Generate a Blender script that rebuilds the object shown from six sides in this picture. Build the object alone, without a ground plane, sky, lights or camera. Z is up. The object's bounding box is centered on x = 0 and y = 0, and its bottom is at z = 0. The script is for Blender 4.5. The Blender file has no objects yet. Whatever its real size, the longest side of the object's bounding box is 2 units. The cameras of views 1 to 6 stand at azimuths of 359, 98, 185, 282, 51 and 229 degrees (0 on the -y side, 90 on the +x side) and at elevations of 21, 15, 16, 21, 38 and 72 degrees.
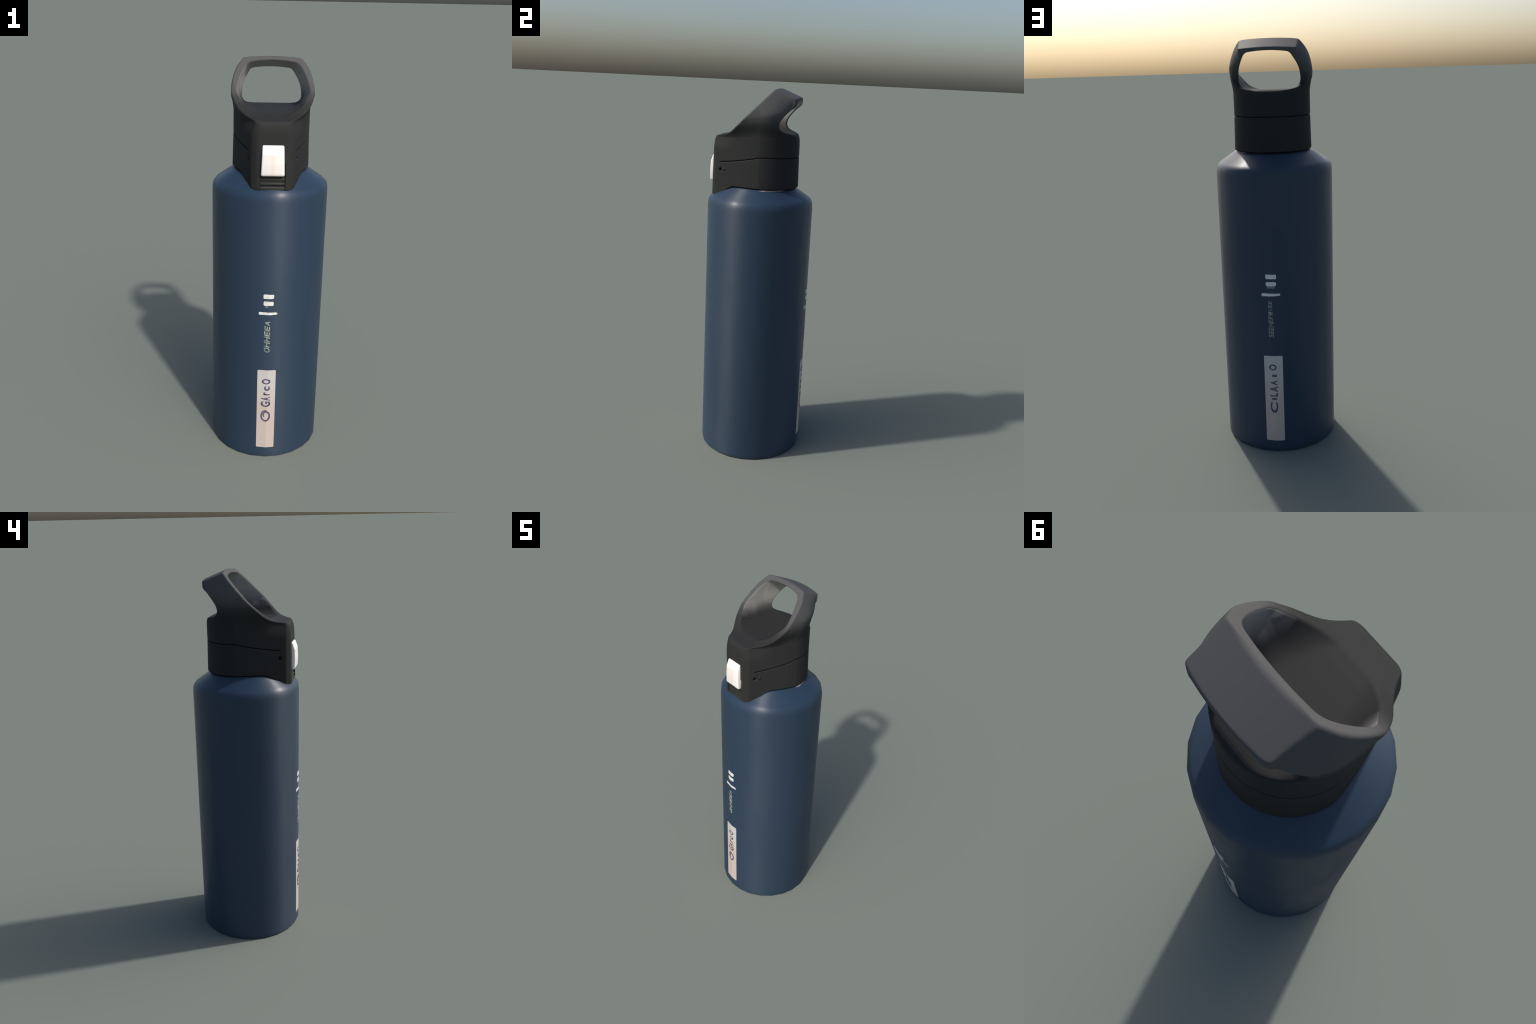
"""Insulated drinking bottle: faceted navy body, black screw cap with a lid that
sweeps up into a carry handle, white latch button, printed marks front and back."""
import bpy, bmesh, math
import numpy as np
from mathutils import Vector

SIDES = 24            # the body is a 24-sided prism with a corner facing -y
R_BODY = 0.2828

# ------------------------------------------------------------------ materials
def new_mat(name, base, rough, metallic=0.0, spec=0.5):
    m = bpy.data.materials.new(name)
    m.use_nodes = True
    nt = m.node_tree
    b = nt.nodes["Principled BSDF"]
    b.inputs["Base Color"].default_value = (*base, 1)
    b.inputs["Roughness"].default_value = rough
    b.inputs["Metallic"].default_value = metallic
    b.inputs["Specular IOR Level"].default_value = spec
    return m, nt, b

def obj_coord(nt):
    return nt.nodes.new("ShaderNodeTexCoord").outputs["Object"]

def noise(nt, vec, scale, detail=3.0, stretch=(1, 1, 1)):
    mp = nt.nodes.new("ShaderNodeMapping")
    mp.inputs["Scale"].default_value = stretch
    nt.links.new(vec, mp.inputs["Vector"])
    n = nt.nodes.new("ShaderNodeTexNoise")
    n.inputs["Scale"].default_value = scale
    n.inputs["Detail"].default_value = detail
    nt.links.new(mp.outputs["Vector"], n.inputs["Vector"])
    return n.outputs["Fac"]

def ramp(nt, fac, stops):
    r = nt.nodes.new("ShaderNodeValToRGB")
    e = r.color_ramp.elements
    while len(e) < len(stops):
        e.new(0.5)
    for el, (p, c) in zip(e, stops):
        el.position = p
        el.color = (*c, 1)
    nt.links.new(fac, r.inputs["Fac"])
    return r.outputs["Color"]

def math_node(nt, op, a, b=None, clamp=False):
    n = nt.nodes.new("ShaderNodeMath")
    n.operation = op
    n.use_clamp = clamp
    for i, v in enumerate((a, b)):
        if v is None:
            continue
        if isinstance(v, (int, float)):
            n.inputs[i].default_value = v
        else:
            nt.links.new(v, n.inputs[i])
    return n.outputs[0]

def map_range(nt, v, a, b, c=0.0, d=1.0, smooth=True):
    n = nt.nodes.new("ShaderNodeMapRange")
    n.interpolation_type = 'SMOOTHSTEP' if smooth else 'LINEAR'
    nt.links.new(v, n.inputs["Value"])
    for k, x in zip(("From Min", "From Max", "To Min", "To Max"), (a, b, c, d)):
        n.inputs[k].default_value = x
    return n.outputs["Result"]

def mix_col(nt, fac, a, b):
    n = nt.nodes.new("ShaderNodeMix")
    n.data_type = 'RGBA'
    nt.links.new(fac, n.inputs["Factor"])
    for key, v in ((6, a), (7, b)):
        if isinstance(v, tuple):
            n.inputs[key].default_value = (*v, 1)
        else:
            nt.links.new(v, n.inputs[key])
    return n.outputs[2]

def bump(nt, bsdf, height, strength, dist=0.002):
    b = nt.nodes.new("ShaderNodeBump")
    b.inputs["Strength"].default_value = strength
    b.inputs["Distance"].default_value = dist
    nt.links.new(height, b.inputs["Height"])
    nt.links.new(b.outputs["Normal"], bsdf.inputs["Normal"])

NAVY = (0.0195, 0.0378, 0.0680)

def make_body_material():
    m, nt, b = new_mat("navy_painted_metal", NAVY, 0.42, 0.0, 0.40)
    b.inputs["Anisotropic"].default_value = 0.80
    tg = nt.nodes.new("ShaderNodeTangent")
    tg.direction_type = 'RADIAL'; tg.axis = 'Z'
    nt.links.new(tg.outputs[0], b.inputs["Tangent"])
    b.inputs["Anisotropic Rotation"].default_value = 0.25
    oc = obj_coord(nt)
    # faint streaks running up the paint
    st = noise(nt, oc, 9.0, 2.0, (1, 1, 0.06))
    base = ramp(nt, st, [(0.3, tuple(c * 0.93 for c in NAVY)), (0.7, tuple(c * 1.07 for c in NAVY))])
    # pale baked highlight painted into the colour at the neck, on one quarter only
    sep = nt.nodes.new("ShaderNodeSeparateXYZ")
    nt.links.new(oc, sep.inputs[0])
    ang = math_node(nt, 'ARCTAN2', sep.outputs["Y"], sep.outputs["X"])
    a1 = map_range(nt, ang, 0.05, 0.25)
    a2 = map_range(nt, ang, 0.95, 0.75)
    zz = map_range(nt, math_node(nt, 'ADD', sep.outputs["Z"],
                                 math_node(nt, 'MULTIPLY', noise(nt, oc, 60.0), 0.004)), 1.4855, 1.4882)
    mask = math_node(nt, 'MULTIPLY', math_node(nt, 'MULTIPLY', a1, a2), zz)
    nt.links.new(mix_col(nt, mask, base, (0.55, 0.42, 0.36)), b.inputs["Base Color"])
    ro = map_range(nt, noise(nt, oc, 14.0, 3.0, (1, 1, 0.2)), 0.3, 0.7, 0.40, 0.46)
    nt.links.new(ro, b.inputs["Roughness"])
    return m

LID_BLACK = (0.0265, 0.0268, 0.0270)
HANDLE_GREY = (0.082, 0.082, 0.083)

def make_cap_material(name, grey):
    m, nt, b = new_mat(name, LID_BLACK, 0.6, 0.0, 0.07)
    oc = obj_coord(nt)
    sep = nt.nodes.new("ShaderNodeSeparateXYZ")
    nt.links.new(oc, sep.inputs[0])
    n1 = noise(nt, oc, 25.0, 4.0)
    # the grip is a paler, handled grey that runs into the black of the lid
    edge = math_node(nt, 'ADD', sep.outputs["Z"],
                     math_node(nt, 'MULTIPLY', math_node(nt, 'SUBTRACT', n1, 0.5), 0.012))
    grip = map_range(nt, edge, 1.785, 1.90)
    col = mix_col(nt, grip, LID_BLACK, grey)
    nt.links.new(col, b.inputs["Base Color"])
    bump(nt, b, noise(nt, oc, 900.0, 2.0), 0.05, 0.0005)
    return m

def make_button_material():
    m, nt, b = new_mat("white_plastic", (0.86, 0.83, 0.80), 0.4)
    oc = obj_coord(nt)
    sep = nt.nodes.new("ShaderNodeSeparateXYZ")
    nt.links.new(oc, sep.inputs[0])
    ax = math_node(nt, 'ABSOLUTE', math_node(nt, 'ADD', sep.outputs["X"], 0.0))
    s1 = map_range(nt, ax, 0.012, 0.006)
    below = map_range(nt, sep.outputs["Z"], 1.606, 1.600)
    mask = math_node(nt, 'MULTIPLY', s1, below)
    nt.links.new(mix_col(nt, mask, (0.79, 0.765, 0.74), (0.775, 0.71, 0.645)), b.inputs["Base Color"])
    return m

def make_label_material():
    m, nt, b = new_mat("pale_sticker", (0.56, 0.50, 0.47), 0.6)
    oc = obj_coord(nt)
    sep = nt.nodes.new("ShaderNodeSeparateXYZ")
    nt.links.new(oc, sep.inputs[0])
    wob = math_node(nt, 'ADD', sep.outputs["Z"], math_node(nt, 'MULTIPLY', noise(nt, oc, 8.0), 0.2))
    warm = map_range(nt, wob, 0.58, 0.36)
    nt.links.new(mix_col(nt, warm, (0.49, 0.472, 0.458), (0.49, 0.415, 0.378)), b.inputs["Base Color"])
    return m

def make_print_material(name, a, bcol, scale):
    m, nt, b = new_mat(name, a, 0.6)
    nt.links.new(ramp(nt, noise(nt, obj_coord(nt), scale, 3.0), [(0.4, a), (0.62, bcol)]), b.inputs["Base Color"])
    return m

M_BODY = make_body_material()
M_CAP = make_cap_material("black_plastic", HANDLE_GREY)
M_LINING = make_cap_material("grip_lining_plastic", (0.33, 0.325, 0.315))
M_BUTTON = make_button_material()
M_LABEL = make_label_material()
M_BAR = make_print_material("white_print", (0.72, 0.71, 0.68), (0.60, 0.60, 0.58), 60)
M_TEXT = make_print_material("grey_print", (0.28, 0.31, 0.26), (0.17, 0.19, 0.18), 70)
M_INK = make_print_material("dark_ink", (0.050, 0.040, 0.105), (0.11, 0.09, 0.16), 70)
M_DARK = new_mat("shade_and_pin_black", (0.0025, 0.003, 0.004), 0.8, 0.0, 0.1)[0]  # near-black: painted gap shade below the collar, also seam line and pins
M_RECESS = new_mat("recess_plastic", (0.022, 0.022, 0.017), 0.6)[0]
M_STUD = new_mat("blue_black_metal", (0.012, 0.018, 0.035), 0.35, 0.5)[0]

# -------------------------------------------------------------------- helpers
COL = bpy.context.scene.collection

def add_object(name, mesh, parent, mat=None):
    o = bpy.data.objects.new(name, mesh)
    COL.objects.link(o)
    o.parent = parent
    if mat:
        mesh.materials.append(mat)
    return o

def mesh_from(name, verts, faces, smooth=True):
    me = bpy.data.meshes.new(name)
    me.from_pydata([tuple(map(float, v)) for v in verts], [], faces)
    bm = bmesh.new(); bm.from_mesh(me)
    bmesh.ops.recalc_face_normals(bm, faces=bm.faces)
    bm.to_mesh(me); bm.free()
    me.polygons.foreach_set("use_smooth", [smooth] * len(me.polygons))
    return me

def sharp_by_angle(me, deg):
    me.polygons.foreach_set("use_smooth", [True] * len(me.polygons))
    me.set_sharp_from_angle(angle=math.radians(deg))

def revolve(name, profile, n=SIDES):
    verts, faces = [], []
    for r, z in profile:
        for i in range(n):
            a = 2 * math.pi * i / n
            verts.append((r * math.sin(a), -r * math.cos(a), z))
    for j in range(len(profile) - 1):
        for i in range(n):
            k = (i + 1) % n
            faces.append((j * n + i, j * n + k, (j + 1) * n + k, (j + 1) * n + i))
    faces.append(tuple(range(n)))
    faces.append(tuple((len(profile) - 1) * n + i for i in range(n)))
    return mesh_from(name, verts, faces)

# ------------------------------------------------------------------------ root
root = bpy.data.objects.new("water_bottle", None)
COL.objects.link(root)
root["label"] = "navy faceted drinking bottle with black handle lid and white latch"
root["category"] = "water bottle"

# ------------------------------------------------------------------------ body
body_profile = [(0.255, 0.0), (0.2775, 0.0), (0.2815, 0.003), (R_BODY, 0.010), (R_BODY, 0.03),
                (R_BODY, 0.40), (R_BODY, 0.80), (R_BODY, 1.20), (R_BODY, 1.378), (0.2822, 1.395),
                (0.2802, 1.4090), (0.2758, 1.4205), (0.2690, 1.4295), (0.2605, 1.4358), (0.2520, 1.4412),
                (0.1920, 1.4822), (0.1840, 1.4870), (0.1720, 1.4885)]
body_me = revolve("bottle_body", body_profile)
sharp_by_angle(body_me, 35)
body = add_object("bottle_body", body_me, root, M_BODY)

shade_ring_me = revolve("neck_shade_ring", [(0.150, 1.483), (0.171, 1.483), (0.171, 1.505), (0.150, 1.505)], 64)  # added black ring that stands in for shadow in the gap under the collar
sharp_by_angle(shade_ring_me, 35)
add_object("neck_shade_ring", shade_ring_me, root, M_DARK)

# ------------------------------------------------------- cap as a distance field
def smax(a, b, k):
    h = np.clip(0.5 + 0.5 * (a - b) / k, 0, 1)
    return b + (a - b) * h + k * h * (1 - h)

def step(t):
    t = np.clip(t, 0, 1)
    return t * t * (3 - 2 * t)

# half width of the cap seen from above, front (-y) to the widest line y = Y0
Y0 = 0.014
_py = np.array([-0.230, -0.203, -0.181, -0.122, -0.060, 0.000, 0.014])
_px = np.array([0.0980, 0.1105, 0.1195, 0.1440, 0.1650, 0.1790, 0.1815])
_poly = np.polyfit(_py, _px, 3)
_ty = np.linspace(-0.30, 0.06, 1441)
_tp = np.polyval(_poly, _ty)
_corner = np.polyval(_poly, -0.232) - 1.30 * (-0.232 - _ty)      # chamfer beside the front panel
_tp = np.where(_ty < -0.232, np.minimum(_tp, _corner), _tp)
_kern = np.hanning(61); _kern /= _kern.sum()
_tp = np.convolve(np.pad(_tp, 30, mode="edge"), _kern, mode="valid")
_ts = 1 / np.sqrt(1 + np.gradient(_tp, _ty) ** 2)

def plan(y):
    return np.interp(y, _ty, _tp)

# outline of lid and handle seen from the side (y, z)
SIDE = [(-0.2560, 1.40), (-0.2545, 1.50), (-0.2525, 1.60), (-0.2505, 1.69), (-0.2465, 1.725), (-0.2395, 1.7420),
        (-0.2320, 1.7475), (-0.205, 1.7520), (-0.175, 1.7590), (-0.150, 1.7715), (-0.120, 1.7975),
        (-0.062, 1.8560), (0.0135, 1.9330), (0.0940, 2.0180), (0.212, 1.990), (0.2075, 1.950),
        (0.201, 1.9270), (0.158, 1.8970), (0.127, 1.8650), (0.108, 1.8380), (0.1020, 1.8170),
        (0.105, 1.8010), (0.116, 1.7880), (0.134, 1.7800), (0.158, 1.7755), (0.176, 1.7685),
        (0.188, 1.7560), (0.195, 1.7370), (0.199, 1.70), (0.204, 1.40)]

def cut_corners(pts):
    """one round of corner cutting on a closed outline"""
    p = np.array(pts, float); q = np.roll(p, -1, axis=0)
    return np.stack([0.75 * p + 0.25 * q, 0.25 * p + 0.75 * q], 1).reshape(-1, 2)

SIDE = cut_corners(SIDE)

def polygon_distance(y, z):
    y, z = np.broadcast_arrays(y, z)
    d2 = np.full(y.shape, 1e9)
    inside = np.zeros(y.shape, bool)
    n = len(SIDE)
    for i in range(n):
        ay, az = SIDE[i]; by, bz = SIDE[(i + 1) % n]
        ey, ez = by - ay, bz - az
        t = np.clip(((y - ay) * ey + (z - az) * ez) / (ey * ey + ez * ez), 0, 1)
        d2 = np.minimum(d2, (y - ay - t * ey) ** 2 + (z - az - t * ez) ** 2)
        cross = (az > z) != (bz > z)
        with np.errstate(divide="ignore", invalid="ignore"):
            xi = ay + (z - az) / (ez if ez else 1e-12) * ey
        inside ^= cross & (y < xi)
    d = np.sqrt(d2)
    return np.where(inside, -d, d)

def handle_facet(y, z):
    """half width of the handle's upper side face, leaning in to the top bar"""
    z_r = 1.842 + 0.19 * y                                    # widest ridge
    z_t = 1.987 - 0.40 * (y - 0.07)                           # corner where side meets the top bar
    x_t = 0.1420 - 0.10 * (y - 0.07)
    x_b = np.sqrt(np.maximum((0.1940 + 0.006 * step(y / 0.1)) ** 2 - np.maximum(y - Y0, 0) ** 2, 0.01))
    x_b = np.maximum(x_b, x_t)
    v = np.minimum((z_t - z) / np.maximum(z_t - z_r, 0.04), 1.0)
    ease = np.where(v > 0, 1 - np.maximum(1 - v, 0) ** 1.7, 1.7 * v)
    return x_t + (x_b - x_t) * ease

def flare_width(y, z, p):
    """half width of the lid wall ahead of Y0, flaring from the waist up to the handle ridge"""
    z_w = 1.742 + 0.019 * step((y + 0.15) / 0.16)
    z_r = 1.842 + 0.19 * y
    x_r = 0.1945 - 0.16 * np.clip(-0.03 - y, 0, 1)
    t = np.clip((z - z_w) / (z_r - z_w), 0, 2.0)
    e = np.where(t < 1, 0.5 * t + 0.5 * t * t * (3 - 2 * np.minimum(t, 1)), 1 + 1.1 * (t - 1))
    return p + (x_r - p) * e

def front_pinch(y, z):
    """the lid's front corners draw in towards its top edge"""
    return 0.015 * step((z - 1.675) / 0.085) * step((-0.11 - y) / 0.10)

def seam_height(y):
    u = np.clip((Y0 - y) / 0.22, 0, 1.2)
    return 1.652 - 0.039 * (1.35 * u - 0.35 * u * u)

def cavity_field(ax, y, z):
    """dished floor and handle opening"""
    p = plan(np.minimum(y, Y0)) - front_pinch(np.minimum(y, Y0), z)
    wi = np.minimum(flare_width(np.minimum(y, Y0), z, p), handle_facet(np.minimum(y, 0.07), z) - 0.10 * np.maximum(y - 0.07, 0))
    wi = wi - 0.0245 - 0.14 * np.clip(y + 0.05, 0, 0.3)
    wi = wi - 0.015 * step((1.868 - z) / 0.07) * step((0.08 - y) / 0.10)      # thick root of the grip
    floor = np.interp(y, [-0.30, -0.24, -0.205, -0.17, -0.12, -0.05, 0.05, 0.13, 0.30],
                      [1.742, 1.7465, 1.7555, 1.7625, 1.7655, 1.7670, 1.7690, 1.7745, 1.775])
    roof_in = 1.9830 - 0.315 * (y - 0.06) - 0.015 * (ax / 0.12) ** 2
    cav = smax(ax - wi, (z - roof_in) * 0.9, 0.015)
    return smax(cav, floor - z, 0.058 - 0.010 * step((y - 0.05) / 0.08))

def cap_field(x, y, z, side=None):
    ax = np.abs(x)
    if side is None:
        side = polygon_distance(y, z)
    yf = np.minimum(y, Y0)
    p = plan(yf) - front_pinch(yf, z)
    sc = np.interp(yf, _ty, _ts)
    w = flare_width(yf, z, p)
    d_side = np.where(y > Y0, np.hypot(ax, np.maximum(y - Y0, 0)) - w, (ax - w) * sc)
    d_side = d_side - 0.0035 * np.clip((1.652 - z) / 0.15, 0, 1) * step((y + 0.12) / 0.15)   # collar spreads downwards
    facet = handle_facet(y, z)
    d_side = np.where(z > 1.78, smax(d_side, (ax - facet) * 0.95, 0.004), d_side)
    roof = (z - (2.0056 - 0.40 * (y - 0.072) - 0.0135 * (ax / 0.14) ** 2)) * 0.93
    bar_rear = y + 0.0125 * (ax / 0.127) ** 2 - 0.1955
    solid = smax(d_side, side, 0.010)
    solid = smax(solid, roof, 0.0055)
    solid = np.where(z > 1.87, smax(solid, bar_rear, 0.007), solid)
    solid = smax(solid, -cavity_field(ax, y, z), 0.008)
    # lower edge: level over the shoulder, dipping to an apron at the front
    z_b = 1.436 + 0.056 * step((y + 0.228) / 0.110)
    solid = smax(solid, (z_b - z) * 0.9, 0.006)
    # seam between collar and lid, dying out before the front panel
    fade = step((y + 0.212) / 0.02)
    solid = solid + 0.0045 * fade * np.exp(-((z - seam_height(y)) / 0.0022) ** 2)
    # blind holes for the hinge pins
    hole = np.sqrt((ax - 0.1125) ** 2 + (y + 0.203) ** 2 + (z - 1.574) ** 2) - 0.0105
    solid = smax(solid, -hole, 0.002)
    # latch pocket in the front panel
    pocket = np.maximum(np.maximum(ax - 0.0575, y + 0.2455), np.maximum(z - 1.56, 1.40 - z))
    solid = smax(solid, -pocket, 0.002)
    return solid

def surface_net(h=0.002):
    lo = np.array([0.0, -0.280, 1.430]); hi = np.array([0.206, 0.212, 2.010])
    n = np.ceil((hi - lo) / h).astype(int) + 1
    gx, gy, gz = (lo[i] + h * np.arange(n[i]) for i in range(3))
    X, Y, Z = gx[:, None, None], gy[None, :, None], gz[None, None, :]
    side = polygon_distance(Y, Z)
    f = cap_field(X, Y, Z, side).astype(np.float32)
    f = np.concatenate([f[:0:-1], f], axis=0)                 # mirror in x
    org = np.array([-gx[-1], lo[1], lo[2]])
    neg = f < 0
    shp = np.array(f.shape) - 1
    cnt = np.zeros(shp, np.int8)
    corner = [(i, j, k) for i in (0, 1) for j in (0, 1) for k in (0, 1)]
    def sub(a, c):
        return a[c[0]:c[0] + shp[0], c[1]:c[1] + shp[1], c[2]:c[2] + shp[2]]
    for c in corner:
        cnt += sub(neg, c)
    active = (cnt > 0) & (cnt < 8)
    idx = np.argwhere(active)
    vid = np.full(shp, -1, np.int64)
    vid[active] = np.arange(len(idx))
    acc = np.zeros((len(idx), 3)); num = np.zeros(len(idx))
    for a in corner:
        for d in range(3):
            if a[d]:
                continue
            b = list(a); b[d] = 1
            fa = f[tuple((idx + a).T)]; fb = f[tuple((idx + b).T)]
            m = (fa < 0) != (fb < 0)
            t = fa[m] / (fa[m] - fb[m])
            pos = np.tile(np.array(a, float), (m.sum(), 1)); pos[:, d] = t
            acc[m] += pos; num[m] += 1
    verts = org + h * (idx + acc / num[:, None])
    quads = []
    for d in range(3):
        e1, e2 = (d + 1) % 3, (d + 2) % 3
        sl_a = [slice(1, -1)] * 3; sl_a[d] = slice(0, -1)
        sl_b = list(sl_a); sl_b[d] = slice(1, None)
        na, nb = neg[tuple(sl_a)], neg[tuple(sl_b)]
        for flip in (False, True):
            e = np.argwhere((na & ~nb) if not flip else (~na & nb))
            off = np.ones(3, int); off[d] = 0
            e = e + off
            q = []
            for s1, s2 in ((0, 0), (-1, 0), (-1, -1), (0, -1)):
                c = e.copy(); c[:, e1] += s1; c[:, e2] += s2
                q.append(vid[tuple(c.T)])
            q = np.stack(q, 1)
            quads.append(q[:, ::-1] if flip else q)
    quads = np.concatenate(quads)
    # settle the vertices on the exact surface
    for _ in range(2):
        e = 4e-4
        v0 = cap_field(*verts.T)
        g = np.stack([(cap_field(*(verts + e * np.eye(3)[i]).T) - v0) / e for i in range(3)], 1)
        stepv = -(v0 / np.maximum((g * g).sum(1), 0.05))[:, None] * g
        ln = np.linalg.norm(stepv, axis=1, keepdims=True)
        verts += stepv * np.minimum(1, 0.0012 / np.maximum(ln, 1e-9))
    # one light relaxation to even out the grid pattern
    e = np.concatenate([quads[:, [0, 1]], quads[:, [1, 2]], quads[:, [2, 3]], quads[:, [3, 0]]])
    for lam in (0.5, -0.52, 0.5, -0.52):
        s = np.zeros_like(verts); c = np.zeros(len(verts))
        for a, b in ((0, 1), (1, 0)):
            np.add.at(s, e[:, a], verts[e[:, b]]); np.add.at(c, e[:, a], 1)
        verts += lam * (s / c[:, None] - verts)
    return verts, quads

def split_cap():
    verts, quads = surface_net()
    whole = bpy.data.meshes.new("cap_whole")
    whole.from_pydata(verts.tolist(), [], quads.tolist())
    whole.polygons.foreach_set("use_smooth", [True] * len(whole.polygons))
    whole.update()
    nrm = np.zeros(len(verts) * 3); whole.vertex_normals.foreach_get("vector", nrm)
    nrm = nrm.reshape(-1, 3)
    cen = verts[quads].mean(1)
    y, z = cen[:, 1], cen[:, 2]
    is_collar = z < seam_height(y)
    is_handle = (z > 1.790 + 0.02 * step((-0.05 - y) / 0.08)) & (y < 0.5)
    near = np.abs(z - seam_height(y)) < 0.0020
    is_seam = near & (y > -0.206)
    inner = cavity_field(np.abs(cen[:, 0]), y, z)
    is_lining = is_handle & (np.abs(inner) < 0.0009) & (nrm[quads].mean(1)[:, 0] * cen[:, 0] < 0.02)
    parts = (("seam_groove", is_seam, M_DARK),
             ("cap_collar", is_collar & ~is_seam, M_CAP),
             ("grip_lining", is_lining & ~is_seam, M_LINING),
             ("carry_handle", is_handle & ~is_lining & ~is_collar & ~is_seam, M_CAP),
             ("lid", ~is_handle & ~is_collar & ~is_seam, M_CAP))
    for name, mask, mat in parts:
        q = quads[mask]
        used, inv = np.unique(q, return_inverse=True)
        me = bpy.data.meshes.new(name)
        me.from_pydata(verts[used].tolist(), [], inv.reshape(-1, 4).tolist())
        me.polygons.foreach_set("use_smooth", [True] * len(me.polygons))
        me.update()
        me.normals_split_custom_set_from_vertices(nrm[used].tolist())
        add_object(name, me, root, mat)
    bpy.data.meshes.remove(whole)

split_cap()

# -------------------------------------------------------------- latch and pins
def prism_yz(name, outline, half_w, bevel, parent, mat, seg=3):
    """side outline in (y, z) extruded across x"""
    n = len(outline)
    v = [(-half_w, y, z) for y, z in outline] + [(half_w, y, z) for y, z in outline]
    f = [tuple(range(n)), tuple(range(n, 2 * n))] + [(i, (i + 1) % n, n + (i + 1) % n, n + i) for i in range(n)]
    me = mesh_from(name, v, f)
    bm = bmesh.new(); bm.from_mesh(me)
    bmesh.ops.bevel(bm, geom=list(bm.edges), offset=bevel, segments=seg, affect='EDGES', profile=0.5)
    bm.to_mesh(me); bm.free()
    sharp_by_angle(me, 50)
    return add_object(name, me, parent, mat)

button = prism_yz("latch_button",
                  [(-0.2370, 1.6440), (-0.2575, 1.6440), (-0.2700, 1.6080), (-0.2715, 1.5600),
                   (-0.2700, 1.5130), (-0.2640, 1.5050), (-0.2370, 1.5050)],
                  0.0535, 0.0065, root, M_BUTTON)
for v in button.data.vertices:                                   # slightly narrower at the top
    v.co.x *= 1 - 0.10 * max(0.0, (v.co.z - 1.51) / 0.14)

for k, (z0, z1, yy) in enumerate([(1.482, 1.493, -0.2485), (1.4620, 1.4735, -0.2510), (1.4405, 1.4540, -0.2535)]):
    prism_yz("latch_rib", [(-0.234, z0), (yy, z0), (yy, z1), (-0.234, z1)], 0.0560, 0.0015, root, M_RECESS, 2)

def pin_mesh(name, r):
    me = bpy.data.meshes.new(name)
    bm = bmesh.new()
    bmesh.ops.create_uvsphere(bm, u_segments=20, v_segments=12, radius=r)
    bm.to_mesh(me); bm.free()
    me.polygons.foreach_set("use_smooth", [True] * len(me.polygons))
    return me

pin_big, pin_small = pin_mesh("hinge_pin", 0.0085), pin_mesh("hinge_pin_small", 0.0066)
for me, sx, y, z, mat in ((pin_big, 1, -0.203, 1.574, M_DARK), (pin_small, 1, -0.180, 1.577, M_STUD),
                          (pin_big, -1, -0.203, 1.573, None)):
    o = add_object("hinge_pin", me, root, mat)
    o.location = (sx * (float(plan(y)) - (0.0080 if me is pin_big else -0.0006)), y, z)
    o.scale = (0.45, 1, 1)
    o.rotation_euler = (0, 0, -sx * 0.42)

# --------------------------------------------------------------- printed marks
def wrap(s, z, lift, front):
    """arc position s, height z -> point on the faceted wall"""
    a = s / R_BODY
    f = 2 * math.pi / SIDES
    r = R_BODY * math.cos(f / 2) / math.cos((a % f) - f / 2) + lift
    k = 1 if front else -1
    return Vector((k * r * math.sin(a), -k * r * math.cos(a), z))

def wrapped_patch(name, front, s0, s1, z0, z1, lift, mat, corner=0.0, wobble=0.0, taper=0.0, seed=0):
    """thin slab following the wall, corners rounded, edges a little uneven"""
    rng = np.random.default_rng(seed)
    ns = max(4, int(round((s1 - s0) / 0.004)))
    ss = sorted(set([round(float(x), 5) for x in np.linspace(s0, s1, ns + 1)] + ([0.0] if s0 < 0 < s1 else [])))
    n = len(ss)
    top, bot = [], []
    for s in ss:
        e = min(s - s0, s1 - s)
        c = corner - math.sqrt(max(0.0, corner ** 2 - max(0.0, corner - e) ** 2)) if corner else 0.0
        t = (s - s0) / (s1 - s0)
        j0, j1 = rng.normal(0, wobble, 2)
        top.append(z1 - c + j0 - taper * t * 0.5); bot.append(z0 + c + j1 + taper * t * 0.5)
    verts, faces = [], []
    for lf in (lift, -0.002):
        for i, s in enumerate(ss):
            verts += [wrap(s, bot[i], lf, front), wrap(s, top[i], lf, front)]
    m = 2 * n
    for i in range(n - 1):
        a, b, c, d = 2 * i, 2 * i + 1, 2 * i + 3, 2 * i + 2
        faces += [(a, d, c, b), (m + a, m + b, m + c, m + d), (b, c, m + c, m + b), (a, m + a, m + d, d)]
    faces += [(0, 1, m + 1, m), (m - 2, 2 * m - 2, 2 * m - 1, m - 1)]
    me = mesh_from(name, verts, faces, False)
    return add_object(name, me, body, mat)

def finish_flat(name, bm, front, lift, mat, parent):
    """flat shape in (s, z) -> slab wrapped on the wall"""
    geom = bm.verts[:] + bm.edges[:] + bm.faces[:]
    bmesh.ops.bisect_plane(bm, geom=geom, plane_co=(0, 0, 0), plane_no=(1, 0, 0))
    ext = bmesh.ops.extrude_face_region(bm, geom=bm.faces[:])
    low = {v for v in ext["geom"] if isinstance(v, bmesh.types.BMVert)}
    for v in bm.verts:
        v.co = wrap(v.co.x, v.co.y, lift if v not in low else lift - 0.0012, front)
    bmesh.ops.recalc_face_normals(bm, faces=bm.faces[:])
    me = bpy.data.meshes.new(name)
    bm.to_mesh(me); bm.free()
    return add_object(name, me, parent, mat)

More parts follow.
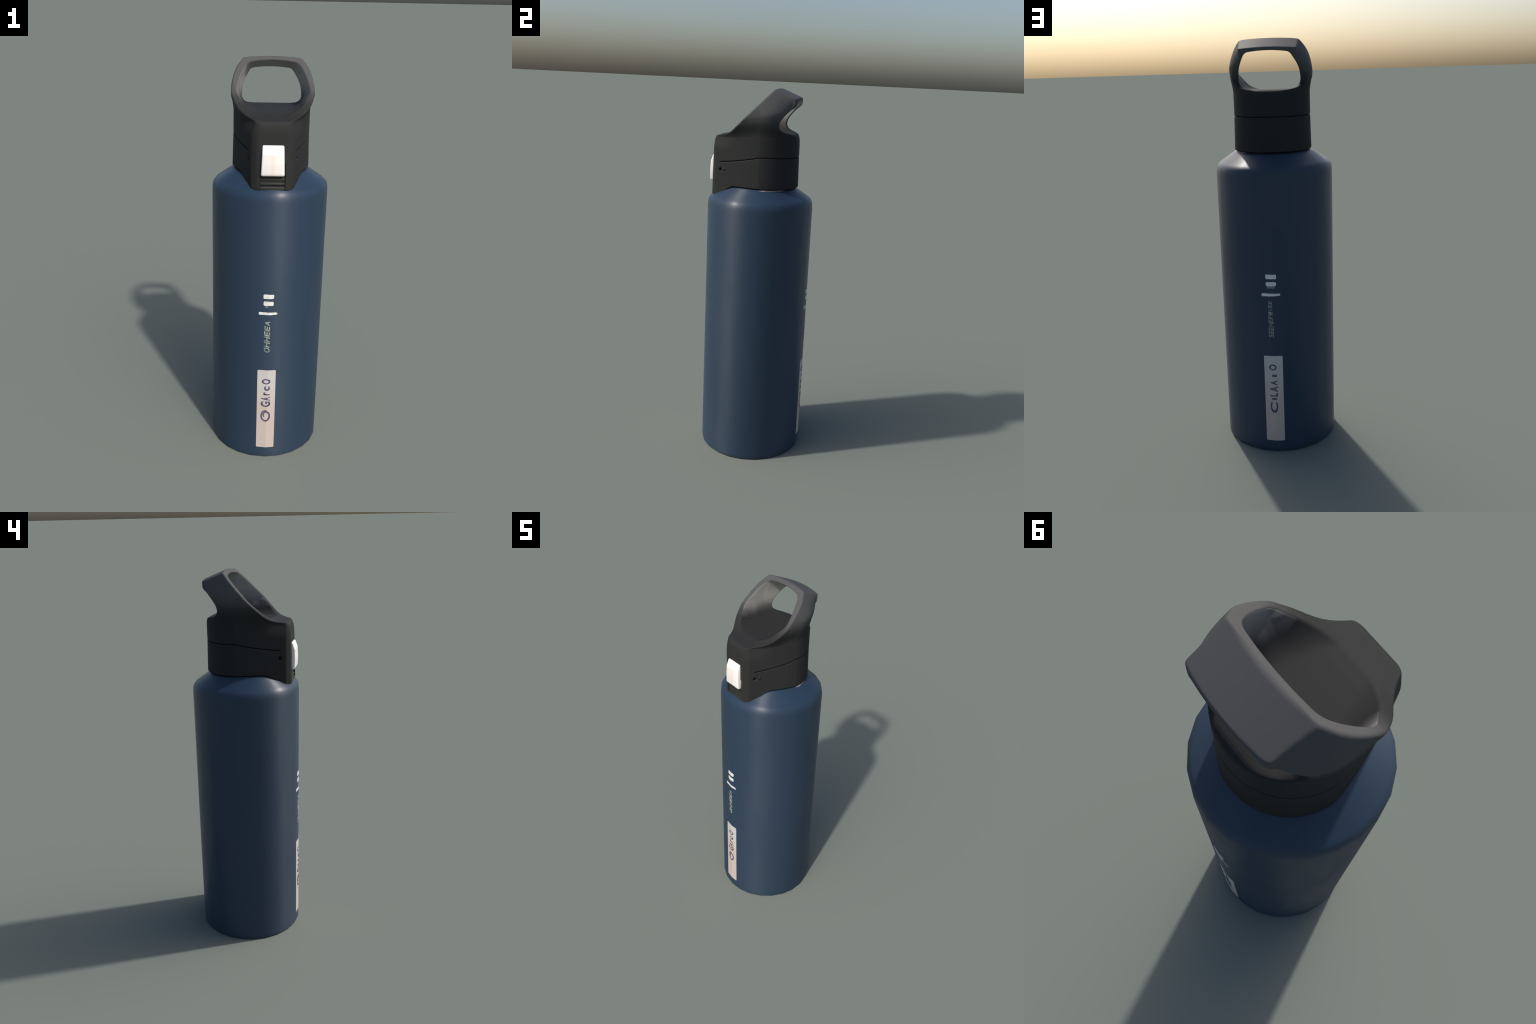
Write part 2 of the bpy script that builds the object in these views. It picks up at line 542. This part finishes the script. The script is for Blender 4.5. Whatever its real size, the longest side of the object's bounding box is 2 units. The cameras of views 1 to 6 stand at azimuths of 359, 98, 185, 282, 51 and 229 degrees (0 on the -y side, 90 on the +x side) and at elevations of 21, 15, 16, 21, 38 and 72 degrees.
def glyph(name, char, front, s0, s1, z0, z1, lift, mat, parent, weight=0.0, shear=0.0):
    """one letter lying on its side (reads upwards), fitted into the given box"""
    cu = bpy.data.curves.new("letter", 'FONT')
    cu.body = char; cu.size = 1.0; cu.offset = weight; cu.resolution_u = 4
    ob = bpy.data.objects.new("letter", cu)
    COL.objects.link(ob)
    dg = bpy.context.evaluated_depsgraph_get(); dg.update()
    me = bpy.data.meshes.new_from_object(ob.evaluated_get(dg))
    bpy.data.objects.remove(ob); bpy.data.curves.remove(cu)
    bm = bmesh.new(); bm.from_mesh(me); bpy.data.meshes.remove(me)
    bmesh.ops.remove_doubles(bm, verts=bm.verts, dist=1e-4)
    us = [v.co.x for v in bm.verts]; vs = [v.co.y for v in bm.verts]
    u0, u1, v0, v1 = min(us), max(us), min(vs), max(vs)
    for v in bm.verts:
        u = (v.co.x - u0) / (u1 - u0); w = (v.co.y - v0) / (v1 - v0)
        v.co = (s1 + (s0 - s1) * w, z0 + (z1 - z0) * (u + shear * (w - 0.5)), 0)
    return finish_flat(name, bm, front, lift, mat, parent)

def stroke(name, pts, width, front, lift, mat, parent):
    """bent pen stroke through (s, z) points"""
    p = np.array(pts, float)
    d = np.gradient(p, axis=0); d /= np.linalg.norm(d, axis=1, keepdims=True)
    nrm = np.stack([-d[:, 1], d[:, 0]], 1)
    taper = 0.5 * width * np.sin(np.linspace(0.35, math.pi - 0.35, len(p))) ** 0.5
    bm = bmesh.new()
    L = [bm.verts.new((*q, 0)) for q in p + nrm * taper[:, None]]
    Rr = [bm.verts.new((*q, 0)) for q in p - nrm * taper[:, None]]
    for i in range(len(p) - 1):
        bm.faces.new((L[i], L[i + 1], Rr[i + 1], Rr[i]))
    return finish_flat(name, bm, front, lift, mat, parent)

for front in (True, False):
    o = 0.0 if front else -0.003
    seed = 10 if front else 20
    wrapped_patch("printed_bar", front, -0.029 + o, 0.022 + o, 0.911, 0.934, 0.0008, M_BAR, 0.003, 0.0008, 0.002, seed)
    wrapped_patch("printed_bar", front, -0.028 + o, 0.021 + o, 0.875, 0.897, 0.0008, M_BAR, 0.004, 0.0008, 0.001, seed + 1)
    wrapped_patch("printed_bar", front, -0.052 + o, 0.041 + o, 0.8255, 0.840, 0.0008, M_BAR, 0.007, 0.0005, 0.003, seed + 2)
    if front:
        wrapped_patch("printed_tick", front, -0.022, -0.004, 0.8660, 0.8700, 0.0008, M_TEXT, 0.002, 0.0, 0, seed + 3)
    else:
        wrapped_patch("printed_bar", front, -0.027, 0.012, 0.8650, 0.8725, 0.0008, M_TEXT, 0.002, 0.0003, 0, seed + 3)
    lab = wrapped_patch("sticker", front, -0.0505 + o * 0.8, 0.0420 + o, 0.0600, 0.5200, 0.0010, M_LABEL, 0.003, 0.0, 0, 5)

# small upright lettering under the bars
def letter_row(front, text, z0, z1, s_lo, s_hi, shear):
    n = len(text)
    for i, ch in enumerate(text):
        a = z0 + (z1 - z0) * i / n
        b = a + (z1 - z0) / n * 0.90
        t = i / (n - 1)
        glyph("printed_letter", ch, front, s_lo(t), s_hi(t), a, b, 0.0008, M_TEXT, body, 0.022, shear)

letter_row(True, "OHHEEA", 0.621, 0.797, lambda t: -0.024 + 0.004 * t, lambda t: 0.008 - 0.002 * t, 0.25)
letter_row(False, "SEEHEFIVEE", 0.618, 0.806, lambda t: -0.025 + 0.003 * t, lambda t: 0.002 - 0.006 * t, 0.1)

# inked word on the stickers
for ch, s0, s1, z0, z1 in (("G", -0.030, 0.018, 0.308, 0.340), ("A", -0.029, 0.017, 0.345, 0.366),
                           ("r", -0.018, 0.014, 0.377, 0.393), ("c", -0.014, 0.014, 0.403, 0.428),
                           ("O", -0.027, 0.016, 0.441, 0.471)):
    glyph("ink_letter", ch, True, s0, s1, z0, z1, 0.0018, M_INK, body, 0.028)
tt = np.linspace(0, 1, 46)
ang = math.radians(70) + tt * math.radians(500)
rad = np.where(tt < 0.6, 1.0, 1.0 - 0.62 * ((tt - 0.6) / 0.4))
stroke("ink_swirl", [(-0.006 + 0.021 * r * math.cos(a), 0.254 + 0.0305 * r * math.sin(a)) for a, r in zip(ang, rad)],
       0.0085, True, 0.0018, M_INK, body)
for ch, s0, s1, z0, z1 in (("C", -0.028, 0.010, 0.215, 0.272), ("I", -0.021, 0.006, 0.287, 0.295),
                           ("L", -0.027, 0.010, 0.304, 0.323), ("A", -0.028, 0.012, 0.330, 0.358),
                           ("A", -0.024, 0.009, 0.366, 0.390), ("I", -0.014, 0.007, 0.410, 0.422),
                           ("O", -0.029, 0.008, 0.444, 0.476)):
    glyph("ink_letter", ch, False, s0, s1, z0, z1, 0.0018, M_INK, body, 0.028)
